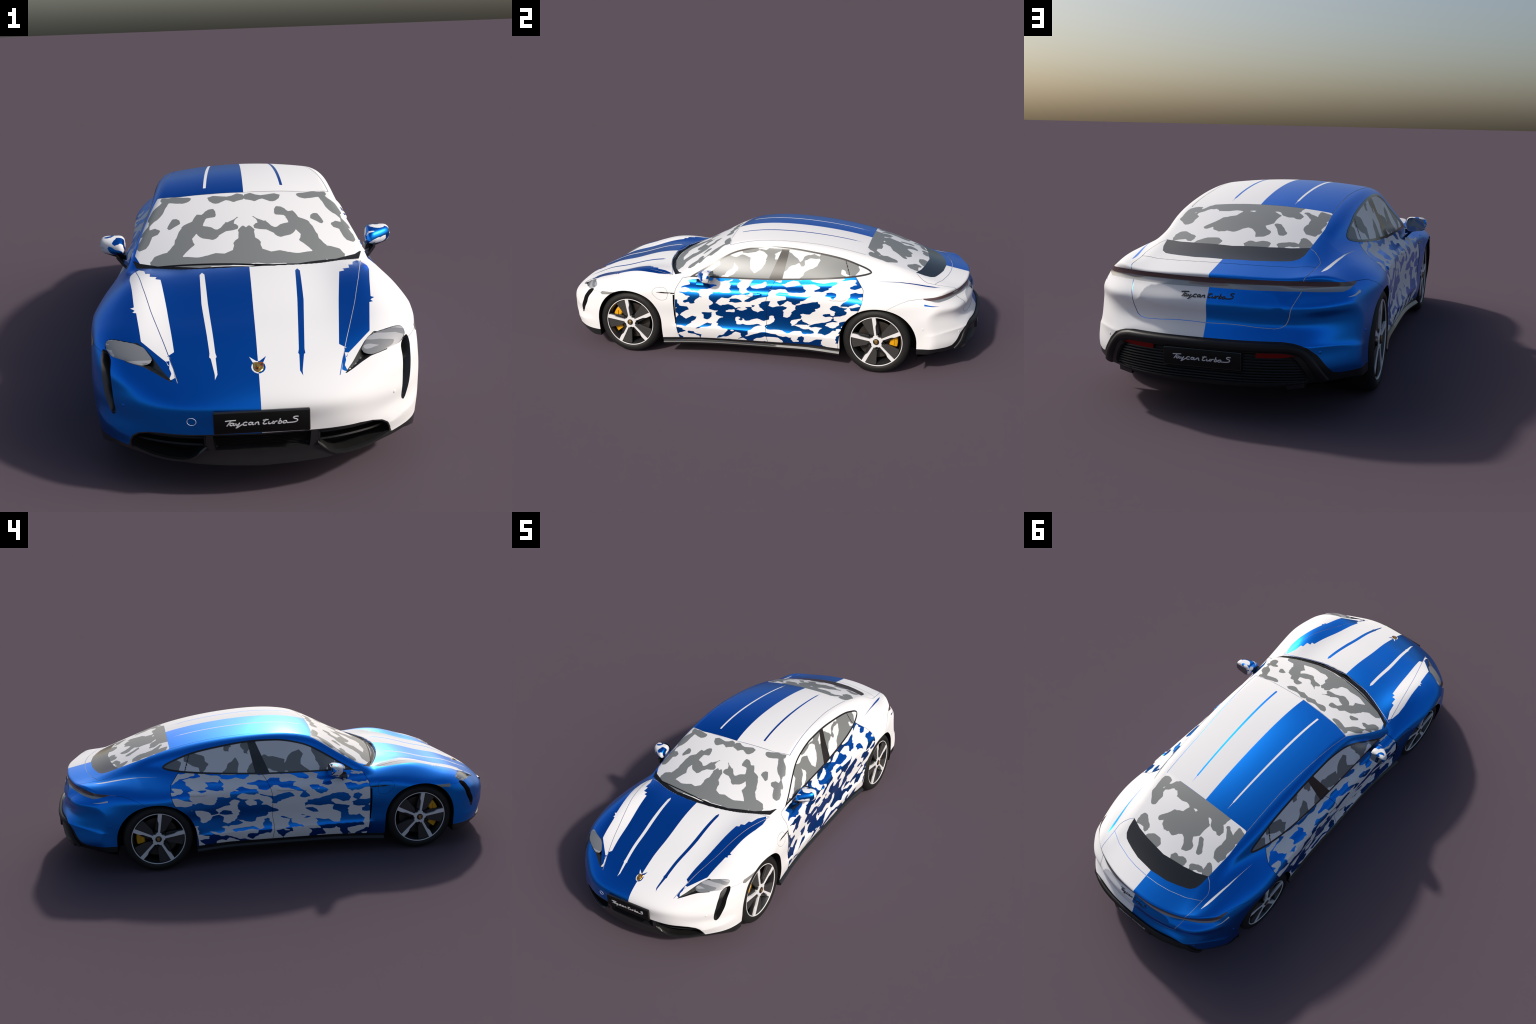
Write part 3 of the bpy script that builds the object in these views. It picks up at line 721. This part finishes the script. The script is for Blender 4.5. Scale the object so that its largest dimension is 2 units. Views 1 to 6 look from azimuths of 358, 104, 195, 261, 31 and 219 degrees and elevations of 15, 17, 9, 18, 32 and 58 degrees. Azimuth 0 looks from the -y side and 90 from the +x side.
# ---- floor and wheel housings --------------------------------------------------------
def half_floor():
    y = np.linspace(-.94, .95, 120); w = np.minimum(flank(y, np.full_like(y, .08))-.006, np.where(y < 0, np.interp(y, [-.94,-.9,-.8,-.76], [.12,.26,.34,.36]), np.interp(y, [.74,.82,.9,.95], [.34,.31,.24,.10])))
    w = np.where((np.abs(y-HUB_F) < .162) | (np.abs(y-HUB_R) < .172), .235, w)
    return y, w
fy, fw = half_floor()
mesh_obj('underbody', [(s*w, y, .072+.024*float(sstep(.70, .93, y))+.012*float(1-sstep(-.94, -.84, y))) for y, w in zip(fy, fw) for s in (1, -1)], [[2*i, 2*i+1, 2*i+3, 2*i+2] for i in range(len(fy)-1)], M['deep'])
def wheel_well(cy, rx, rz, s):
    rows = []
    for t in np.linspace(-.55, math.pi+.55, 60):
        y, z = cy+rx*math.cos(t), ARCH_Z+rz*math.sin(t)
        if math.sin(t) < 0: y = cy+math.copysign(rx, math.cos(t)); z = ARCH_Z-.082*min(1, abs(t if t < 1 else t-math.pi)/.55)
        w = float(flank(np.array([y]), np.array([max(z, .06)]))[0])-.0015-.012*float(sstep(.25, .31, z))
        rows.append([(s*w, y, z), (s*.22, y, z)])
    v = [p for r in rows for p in r]; f = [[2*i, 2*i+1, 2*i+3, 2*i+2] for i in range(len(rows)-1)]
    back = [2*i+1 for i in range(len(rows))]
    mesh_obj('wheel_well', v, f+[back], M['deep'], angle=30)
for s in (1, -1):
    wheel_well(ARCH_F[0], ARCH_F[1]+.001, ARCH_F[2]+.003, s); wheel_well(ARCH_R[0], ARCH_R[1]+.001, ARCH_R[2]+.002, s)

# ---- sill blade -----------------------------------------------------------------------
for s in (1, -1):
    secs = []
    for y in np.linspace(-.437, .398, 24):
        zt = float(np.interp(y, y_low[:, 0], y_low[:, 1]))-.008; b = .006*sstep(-.1, .36, y)
        w = float(flank(np.array([y]), np.array([.09]))[0])
        prof = [(w-.012, zt), (w+.000+b, zt-.006), (w+.006+b, zt-.014), (w+.003+b, zt-.022), (w-.014, zt-.027), (w-.05, zt-.026)]
        secs.append([(s*x, y, z) for x, z in prof])
    loft('sill_blade', secs, M['carbon'], angle=30)

# =====================================================================================
# 7. Wheels
# =====================================================================================
RIM = .117
def polar(r, a): return (r*math.cos(a), r*math.sin(a))
def wheel(cy, s, face, width, tyre_r, front):
    w = link(bpy.data.objects.new('wheel', None), root)
    L = (s*face, cy, HUB_Z)
    hw = width
    lathe('tyre', [(-.004, .1140), (.0005, .1165), (.0035, .120), (.0045, .126), (.0035, .134), (-.001, .1415), (-.008, tyre_r-.0025), (-.018, tyre_r-.0002), (-hw*.5, tyre_r), (-hw+.016, tyre_r-.0002), (-hw+.006, tyre_r-.003), (-hw, .135), (-hw, .122), (-hw+.004, .114)], M['rubber'], w, L, 120, s)
    lathe('rim_lip', [(-.010, .1115), (-.0005, .1122), (.0012, .1132), (.0012, .1152), (-.001, .1168), (-.006, .1172)], M['silver'], w, L, 120, s)
    lathe('rim_barrel', [(-.001, .1124), (-.006, .1100), (-.016, .1050), (-.028, .1030), (-hw+.01, .1030)], M['barrel'], w, L, 96, s)
    lathe('wheel_back', [(-.075, .0005), (-.075, .1035)], M['deep'], w, L, 64, s)
    lathe('brake_disc', [(-.040, .020), (-.038, .034), (-.034, .040), (-.033, .086), (-.036, .0865), (-.04, .086)], M['disc'], w, L, 80, s)
    lathe('disc_bell', [(-.028, .004), (-.028, .030), (-.036, .034)], M['dark_alloy'], w, L, 48, s)
    # caliper: a block hugging the disc, ahead of the front axle / behind the rear axle
    a0 = math.radians(172 if front else 8); da = math.radians(46 if front else 22)
    prof = [(-.050, .060), (-.022, .058), (-.018, .063), (-.018, .086), (-.022, .093), (-.050, .094)]
    lathe('brake_caliper', prof, M['caliper'], w, L, 16, s, closed=True, start=a0-da, sweep=2*da)
    for k in (-.5, 0, .5):
        a = a0+k*da; y, z = polar(.077, a)
        box('caliper_rib', (L[0]-.003+s*-.0165, cy+y-.0012, HUB_Z+z-.010), (L[0]+.003+s*-.0165, cy+y+.0012, HUB_Z+z+.010), M['caliper'], w, .0006)
    base = math.radians(97.5)
    for k in range(5):
        a = base+k*2*math.pi/5; ca, sa = math.cos(a), math.sin(a)
        def P(r, lat): r *= RIM; lat *= RIM; return (r*ca-lat*sa, r*sa+lat*ca)
        sp = [P(.16, .036), P(.97, .056), P(.975, -.088), P(.78, -.092), P(.735, -.090), P(.69, -.080), P(.63, -.052), P(.58, -.042), P(.16, -.036)]
        pv, pf = prism(sp, -.016, .0005)
        mesh_obj('spoke', [(s*x+L[0], y+cy, z+HUB_Z) for x, y, z in pv], [q if s > 0 else q[::-1] for q in pf], M['silver'], w, smooth=False)
        def Q(r, d): r *= RIM; d = math.radians(d); return polar(r, a+d)
        bl = [P(.20, .02), Q(.30, 26), Q(.40, 34), Q(.90, 29.5), Q(.925, 27), Q(.94, 16), P(.945, .045)]
        pv, pf = prism(bl, -.012, -.0022, .0012)
        mesh_obj('aero_blade', [(s*x+L[0], y+cy, z+HUB_Z) for x, y, z in pv], [q if s > 0 else q[::-1] for q in pf], M['dark_alloy'], w, smooth=False)
        fl = [P(.22, -.03), P(.60, -.04), P(.74, -.085), P(.95, -.085), P(.95, -.115), P(.72, -.125), P(.5, -.15), P(.32, -.16)]
        pv, pf = prism(fl, -.022, -.0065, .003)
        mesh_obj('spoke_flank', [(s*x+L[0], y+cy, z+HUB_Z) for x, y, z in pv], [q if s > 0 else q[::-1] for q in pf], M['barrel'], w, smooth=False)
        b = base-math.radians(36)+k*2*math.pi/5; by, bz = polar(.275*RIM, b)
        lathe('lug_bolt', [(-.010, .0005), (-.0035, .0024), (-.0022, .0034), (-.0008, .0052), (-.0015, .0060), (-.012, .0062)], M['bolt'], w, (L[0], cy+by, HUB_Z+bz), 20, s)
    hub = []
    for i in range(60):
        t = base-math.radians(36)+i*2*math.pi/60; m = abs(((i+6) % 12)-6)   # scalloped between the bolts
        hub.append(polar(RIM*(.205 if m <= 1 else .225 if m == 2 else .245), t))
    pv, pf = prism(hub, -.012, .0010, .0008)
    mesh_obj('hub_plate', [(s*x+L[0], y+cy, z+HUB_Z) for x, y, z in pv], [q if s > 0 else q[::-1] for q in pf], M['silver'], w, smooth=False)
    lathe('hub_cap', [(.0045, .0001), (.0042, .0105), (.0036, .0128), (.0008, .0142)], M['bolt'], w, L, 40, s)
    crest('crest', lambda p, q, d: (L[0]+s*(.0046+d), cy+s*p, HUB_Z+q), .0155, w)

SHIELD = [(0,-.60),(-.18,-.52),(-.36,-.34),(-.43,-.12),(-.42,.20),(-.46,.46),(-.24,.53),(0,.50),(.24,.53),(.46,.46),(.42,.20),(.43,-.12),(.36,-.34),(.18,-.52)]
def crest(name, place, size, parent):
    """small heraldic shield: gold field, barred quarters, inner escutcheon"""
    n = len(SHIELD)
    v = [place(p*size, q*size, 0) for p, q in SHIELD]+[place(p*size*.9, q*size*.9, .04*size) for p, q in SHIELD]
    f = [[i, (i+1) % n, n+(i+1) % n, n+i] for i in range(n)]+[list(range(n, 2*n))]
    o = mesh_obj(name, v, f, M['gold'], parent, smooth=False); fix(o)
    def quad(nm, pts, mat, h):
        m = len(pts)
        w = [place(p*size, q*size, .03*size) for p, q in pts]+[place(p*size, q*size, h*size) for p, q in pts]
        fix(mesh_obj(nm, w, [[i, (i+1) % m, m+(i+1) % m, m+i] for i in range(m)]+[list(range(m, 2*m))], mat, parent, smooth=False))
    for sx, lo, hi in ((1, .04, .42), (-1, -.42, -.06)):
        for i in range(3):
            a = lo+(hi-lo)*(i/3); b = lo+(hi-lo)*(i/3+.17); r = .40 if sx > 0 else .30-.12*(2-i)/2
            quad('crest_bar', [(sx*.04, a), (sx*r, a), (sx*r, b), (sx*.04, b)], M['crest_red'] if i % 2 == 0 else M['bolt'], .07)
    quad('crest_escutcheon', [(p*.36, q*.36) for p, q in SHIELD], M['gold'], .12)

def fix(o):
    import bmesh
    bm = bmesh.new(); bm.from_mesh(o.data); bmesh.ops.recalc_face_normals(bm, faces=bm.faces); bm.to_mesh(o.data); bm.free()

for s in (1, -1):
    wheel(HUB_F, s, .3835, .107, .1498, True)
    wheel(HUB_R, s, .3870, .122, .1498, False)

# =====================================================================================
# 8. Mirrors
# =====================================================================================
def mirror(s, door):
    rings = []   # D-shaped sections from the inner end out to the tip: flat glass side, rounded nose
    for t in np.linspace(0, 1, 19):
        e = max(1-abs(2*t-1)**5, .0)**.42
        e = max(e, .04); x = .3535+.0765*t
        yb, yf = -.190+.002*t, -.266+.042*t**1.4; yc, hy = (yb+yf)/2, (yb-yf)/2*(.35+.65*e); hz = (.0305-.006*t)*e; zc = .403+.003*t
        ring = []
        for a in np.linspace(0, 2*math.pi, 40, endpoint=False):
            c, q = math.cos(a), math.sin(a)
            y = yc+hy*(abs(c)**.35 if c > 0 else -abs(c)**.95); z = zc+hz*np.sign(q)*abs(q)**.70
            z += (y-yb)*(.144 if q > 0 else -.048)*(1-t*.3)      # roof of the housing falls, belly rises towards the nose
            ring.append((s*x, y, z))
        rings.append(ring)
    h = loft('side_mirror', rings, M['mirror'], door, angle=50)
    g0 = []
    for a in np.linspace(0, 2*math.pi, 32, endpoint=False):
        c, q = math.cos(a), math.sin(a); px = np.sign(c)*abs(c)**.6*.0325
        g0.append((s*(.3915+px), -.1888+.0005, .4045+np.sign(q)*abs(q)**.6*.0235*(1-.13*px/.0325)))
    k = len(g0); fix(mesh_obj('mirror_glass', g0+[(x, y+.0014, z) for x, y, z in g0], [list(range(k, 2*k))]+[[i, (i+1) % k, k+(i+1) % k, k+i] for i in range(k)], M['mirror_glass'], h, smooth=False))
    # black lower band and arm
    secs = []
    for u in np.linspace(0, 1, 9):
        x = .350+.066*u; y = -.238+.022*u; zt = .383+.004*u; d = .013*(1-u)+.004; w = .020*(1-.5*u)
        secs.append([(s*x, y-w, zt), (s*x, y-w*.6, zt-d), (s*x, y+w*.8, zt-d), (s*x, y+w, zt)])
    loft('mirror_band', secs, M['trim'], h)
    secs = []
    for u in np.linspace(0, 1, 8):
        x = .342+.036*u; z = .345+.030*u+.006*u*u; w = .020-.006*u; y = -.262+.014*u
        secs.append([(s*x, y-w, z+.006), (s*x, y-w, z-.006), (s*x, y+w, z-.006), (s*x, y+w, z+.006)])
    loft('mirror_arm', secs, M['trim'], h)
mirror(1, root); mirror(-1, root)

# =====================================================================================
# 9. Plates, lettering, badge, front and rear details
# =====================================================================================
def smooth_line(pts, per=6): return curve_through(pts, per, closed=False)
LETTERS = [   # script strokes on a grid of 1170 x 160, baseline at 0
 [(0,83),(60,88),(120,90),(172,92)], [(95,88),(70,60),(45,28),(22,0)],
 [(128,42),(100,46),(76,32),(72,14),(90,4),(118,16),(138,42),(126,16),(138,4),(156,10)],
 [(172,44),(164,22),(178,8),(205,22),(226,44),(205,10),(182,-22),(170,-40),(205,-22),(250,6),(278,18)],
 [(350,46),(322,52),(290,38),(278,16),(294,2),(322,0),(344,4)],
 [(430,42),(400,46),(374,32),(370,14),(390,4),(416,16),(438,42),(426,16),(436,4),(456,8)],
 [(482,42),(468,4)], [(474,22),(505,42),(528,40),(522,18),(526,4),(545,8)],
 [(655,92),(630,60),(602,24),(606,8),(630,4),(662,14)], [(600,70),(640,74),(690,80)],
 [(702,44),(684,22),(692,6),(720,8),(748,26),(764,46),(750,18),(758,5),(778,12)],
 [(790,46),(774,4)], [(780,22),(806,42),(832,44)],
 [(880,92),(862,50),(838,4)], [(846,24),(872,44),(896,36),(892,14),(866,2),(840,8)],
 [(958,44),(930,38),(916,18),(928,4),(958,8),(978,28),(968,44),(954,44)],
 [(1170,108),(1120,110),(1088,96),(1098,78),(1140,64),(1152,44),(1128,22),(1080,12),(1020,10),(984,8)]]
def lettering(name, width, mat, parent, place, weight=10.5):
    k = width/1170
    st = [[(p[0]-585, p[1]-40, 0) for p in smooth_line(l)] for l in LETTERS]
    return tube(name, [[(x*k, z*k, 0) for x, z, _ in l] for l in st], weight*k, mat, parent, .5, place)

def plate(sgn, y, z0, z1, half, letter_w, tilt):
    p = box('number_plate_frame', (-half-.002, min(y, y-sgn*.010), z0-.002), (half+.002, max(y, y-sgn*.010), z1+.002), M['trim'], root, .003)
    box('number_plate', (-half, min(y+sgn*.0012, y-.004*sgn), z0+.0005), (half, max(y+sgn*.0012, y-.004*sgn), z1-.0005), M['plate'], p, .001)
    zc = (z0+z1)/2
    lettering('plate_lettering', letter_w, M['chrome_letter'], p, lambda c, fl: Vector((-sgn*c.x, y+sgn*(.0012+c.z*fl), zc+c.y)))
plate(-1, -.9985, .1665, .2135, .103, .158, 0)
plate(1, .9890, .1445, .1885, .1025, .155, 0)
def on_tail(x, z): return float(tail(np.array([abs(x)]), np.array([z]))[0])
def on_rear(x, z):
    a, b = .8, 1.05
    for _ in range(20):
        m = (a+b)/2
        if body(np.array([x]), np.array([m]), np.array([z]))[0] < 0: a = m
        else: b = m
    return a
rear_y = spline(np.linspace(-.08, .08, 9), [on_rear(x, .3215) for x in np.linspace(-.08, .08, 9)])
rear_slope = (on_rear(0, .3285)-on_rear(0, .3145))/.014
lettering('rear_badge', .142, M['black_letter'], gate, lambda c, fl: Vector((-c.x, float(rear_y(-c.x))+rear_slope*c.y+.0009+c.z*fl, .3215+c.y)))
box('plate_bracket', (-.09, -.992, .168), (.09, -.955, .21), M['satin'])

def on_top(x, y, lift=0):
    a, b = .2, .45
    for _ in range(24):
        m = (a+b)/2
        if body(np.array([x]), np.array([y]), np.array([m]))[0] < 0: a = m
        else: b = m
    return (x, y, a+lift)
emb = link(bpy.data.objects.new('hood_emblem', None), root)
crest('crest', lambda p, q, d: on_top(p, -.906+q*.94, d+.0015), .027, emb)
for s in (1, -1):
    pts = [(s*.002,-.8905),(s*.019,-.876),(s*.012,-.892)]
    v = [on_top(x, y, -.0005) for x, y in pts]+[on_top(x, y, .0006) for x, y in pts]
    fix(mesh_obj('emblem_flash', v, [[0,1,4,3],[1,2,5,4],[2,0,3,5],[3,4,5]], M['wrap_gap'], emb, smooth=False))
ring = [(.0165*math.cos(t), -.906+.0175*math.sin(t)) for t in np.linspace(0, 2*math.pi, 14, endpoint=False)]
v = [on_top(x, y, -.0008) for x, y in ring]+[on_top(x*.97, -.906+(y+.906)*.97, .0008) for x, y in ring]
fix(mesh_obj('emblem_surround', v, [[i, (i+1) % 14, 14+(i+1) % 14, 14+i] for i in range(14)]+[list(range(14, 28))], M['wrap_gap'], emb, smooth=False))

def nose_y(x, z): return -float(nose(np.array([abs(x)]), np.array([z]))[0])
# inlet blades and struts
for s in (1, -1):
    for z, x0, x1, out in ((.139,.128,.276,.016), (.121,.130,.288,.014)):
        secs = []
        for x in np.linspace(x0, x1, 14):
            y = nose_y(x, z)+out+.004
            secs.append([(s*x, y, z+.0035), (s*x, y-.002, z), (s*x, y+.001, z-.0035), (s*x, y+.02, z-.004), (s*x, y+.02, z+.004)])
        loft('inlet_blade', secs, M['satin'])
    secs = []
    for x, z in ((.122,.127),(.136,.112),(.148,.101),(.163,.0925),(.185,.0895),(.215,.0900),(.245,.0925),(.275,.0985),(.295,.103)):
        y = nose_y(x, z)
        secs.append([(s*x, y+.004, z+.004), (s*x, y-.0035, z+.002), (s*x, y-.004, z-.003), (s*x, y+.004, z-.006)])
    loft('inlet_lip', secs, M['carbon'], angle=60)
    box('inlet_strut', (min(s*.112, s*.128), -.976, .116), (max(s*.112, s*.128), -.948, .156), M['satin'], root, .002)
for i in range(9):
    z = .1215+i*.0037
    loft('grille_slat', [[(x, nose_y(x, z)+.012, z+.0011), (x, nose_y(x, z)+.010, z), (x, nose_y(x, z)+.012, z-.0011)] for x in np.linspace(-.100, .100, 9)], M['satin'])
cam_x, cam_z = -.062, .139
v = []; rr = [(.0, .012), (.006, .0115), (.006, .0085), (-.004, .0080), (-.004, .0001)]
for t in np.linspace(0, 2*math.pi, 28, endpoint=False):
    for d, r in rr: v.append((cam_x+r*math.cos(t), -.970-d+.008, cam_z+r*math.sin(t)))
k = len(rr); fix(mesh_obj('radar_sensor', v, [[i*k+j, i*k+j+1, ((i+1) % 28)*k+j+1, ((i+1) % 28)*k+j] for i in range(28) for j in range(k-1)], M['satin'], root, angle=35))

# ribs of the rear grille
for i in range(9):
    z = .1150+i*.0076
    hw = float(np.interp(z, [.11,.125,.147,.172,.190], [.258,.260,.251,.235,.205]))
    for x0, x1 in ((-hw, -.1075), (.1075, hw)) if .138 < z < .193 else ((-hw, hw),):
        loft('grille_rib', [[(x, on_tail(x, z)-.0045, z+.0022), (x, on_tail(x, z)-.0025, z-.0006), (x, on_tail(x, z)-.010, z-.0028), (x, on_tail(x, z)-.012, z+.002)] for x in np.linspace(x0, x1, 16)], M['satin'], angle=20)
# bowed frame round the rear grille
frame = smooth_line([(.300,.112),(.290,.130),(.280,.148),(.263,.174),(.243,.1935),(.217,.2025),(.19,.2045),(.1,.2045),(0,.2045)], 6)
frame = np.concatenate([frame, frame[-2::-1]*[-1, 1]])
secs = []
for i, (x, z) in enumerate(frame):
    d = frame[min(i+1, len(frame)-1)]-frame[max(i-1, 0)]; d = d/np.linalg.norm(d); nrm = np.array([-d[1], d[0]]); y = on_tail(x, z)
    sec = []
    for t in np.linspace(0, 2*math.pi, 12, endpoint=False):
        q = nrm*math.cos(t)*.0125
        sec.append((x+q[0], y+.003+math.sin(t)*.0105, z+q[1]))
    secs.append(sec)
loft('grille_frame', secs, M['satin'], angle=70)
# lower diffuser: central blade with end fins
secs = []
for x in np.linspace(-.235, .235, 25):
    e = abs(x)/.235; y = .952-.035*e**2; z = .096+.004*e**4
    secs.append([(x, y-.10, z-.020), (x, y-.02, z-.010), (x, y, z-.004), (x, y-.004, z+.004), (x, y-.08, z+.006)])
loft('diffuser_blade', secs, M['carbon'], angle=50)
for s in (1, -1):
    loft('diffuser_fin', [[(s*(.212+.042*u), .865, .098), (s*(.212+.042*u), .944-.016*u, .094+.004*u), (s*(.212+.042*u), .950-.018*u, .112+.006*u), (s*(.212+.042*u), .87, .118)] for u in (0, .3, .7, 1)], M['carbon'])

# wipers
def on_glass(x, y, lift): return (x, y, float(roof(np.array([abs(x)]), np.array([y]))[0])+lift)
for x0, x1, y0, y1 in ((.015, .17, -.459, -.450), (-.26, .03, -.408, -.462)):
    secs = []
    for u in np.linspace(0, 1, 14):
        x = x0+(x1-x0)*u; y = y0+(y1-y0)*u-.006*math.sin(math.pi*u); p = np.array(on_glass(x, y, .0015)); w = .0020
        secs.append([p+(0, -w, -.003), p+(0, -w*.4, .0022), p+(0, w, .001), p+(0, w, -.003)])
    loft('wiper', secs, M['satin'])

# tow-eye cover: a fine ring on the right-hand front of the bumper
def on_nose(x, z, lift=0.):
    p = np.array([[abs(x), nose_y(x, z)+.004, z]])
    for _ in range(12): p = p-gradient(p)*body(*p.T)[:, None]
    q = p[0]+gradient(p)[0]*lift
    return (math.copysign(q[0], x), q[1], q[2])
tow = [(-.1515+.0098*math.cos(t), .1885+.0088*math.sin(t)) for t in np.linspace(0, 2*math.pi, 33)]
tube('tow_cover_ring', [[on_nose(x, z, .0001) for x, z in tow]], .0005, M['wrap_gap'])
# parking sensors
for s in (1, -1):
    for x, z, end in ((.308, .198, -1), (.378, .222, 1), (.285, .190, 1)):
        if end < 0: c = np.array([s*x, nose_y(x, z), z])
        else: c = np.array([s*x, on_tail(x, z), z]) if x < .35 else np.array([s*x, .763, z])
        p = np.array([[abs(c[0]), c[1], c[2]]])
        for _ in range(12):
            g_ = gradient(p); p = p-g_*body(*p.T)[:, None]
        g_ = gradient(p)[0]; p = p[0]; g_[0] *= s; p = np.array([p[0]*s, p[1], p[2]])
        t1 = np.cross(g_, (0, 0, 1)); t1 /= np.linalg.norm(t1); t2 = np.cross(g_, t1); v = []
        for r, h in ((.0042, -.0006), (.0040, .0006), (.0030, .0010), (.0001, .0011)):
            for t in np.linspace(0, 2*math.pi, 16, endpoint=False): v.append(p+t1*r*math.cos(t)+t2*r*math.sin(t)+g_*h)
        fix(mesh_obj('parking_sensor', v, [[j*16+i, j*16+(i+1) % 16, (j+1)*16+(i+1) % 16, (j+1)*16+i] for j in range(3) for i in range(16)], M['wrap'], root))
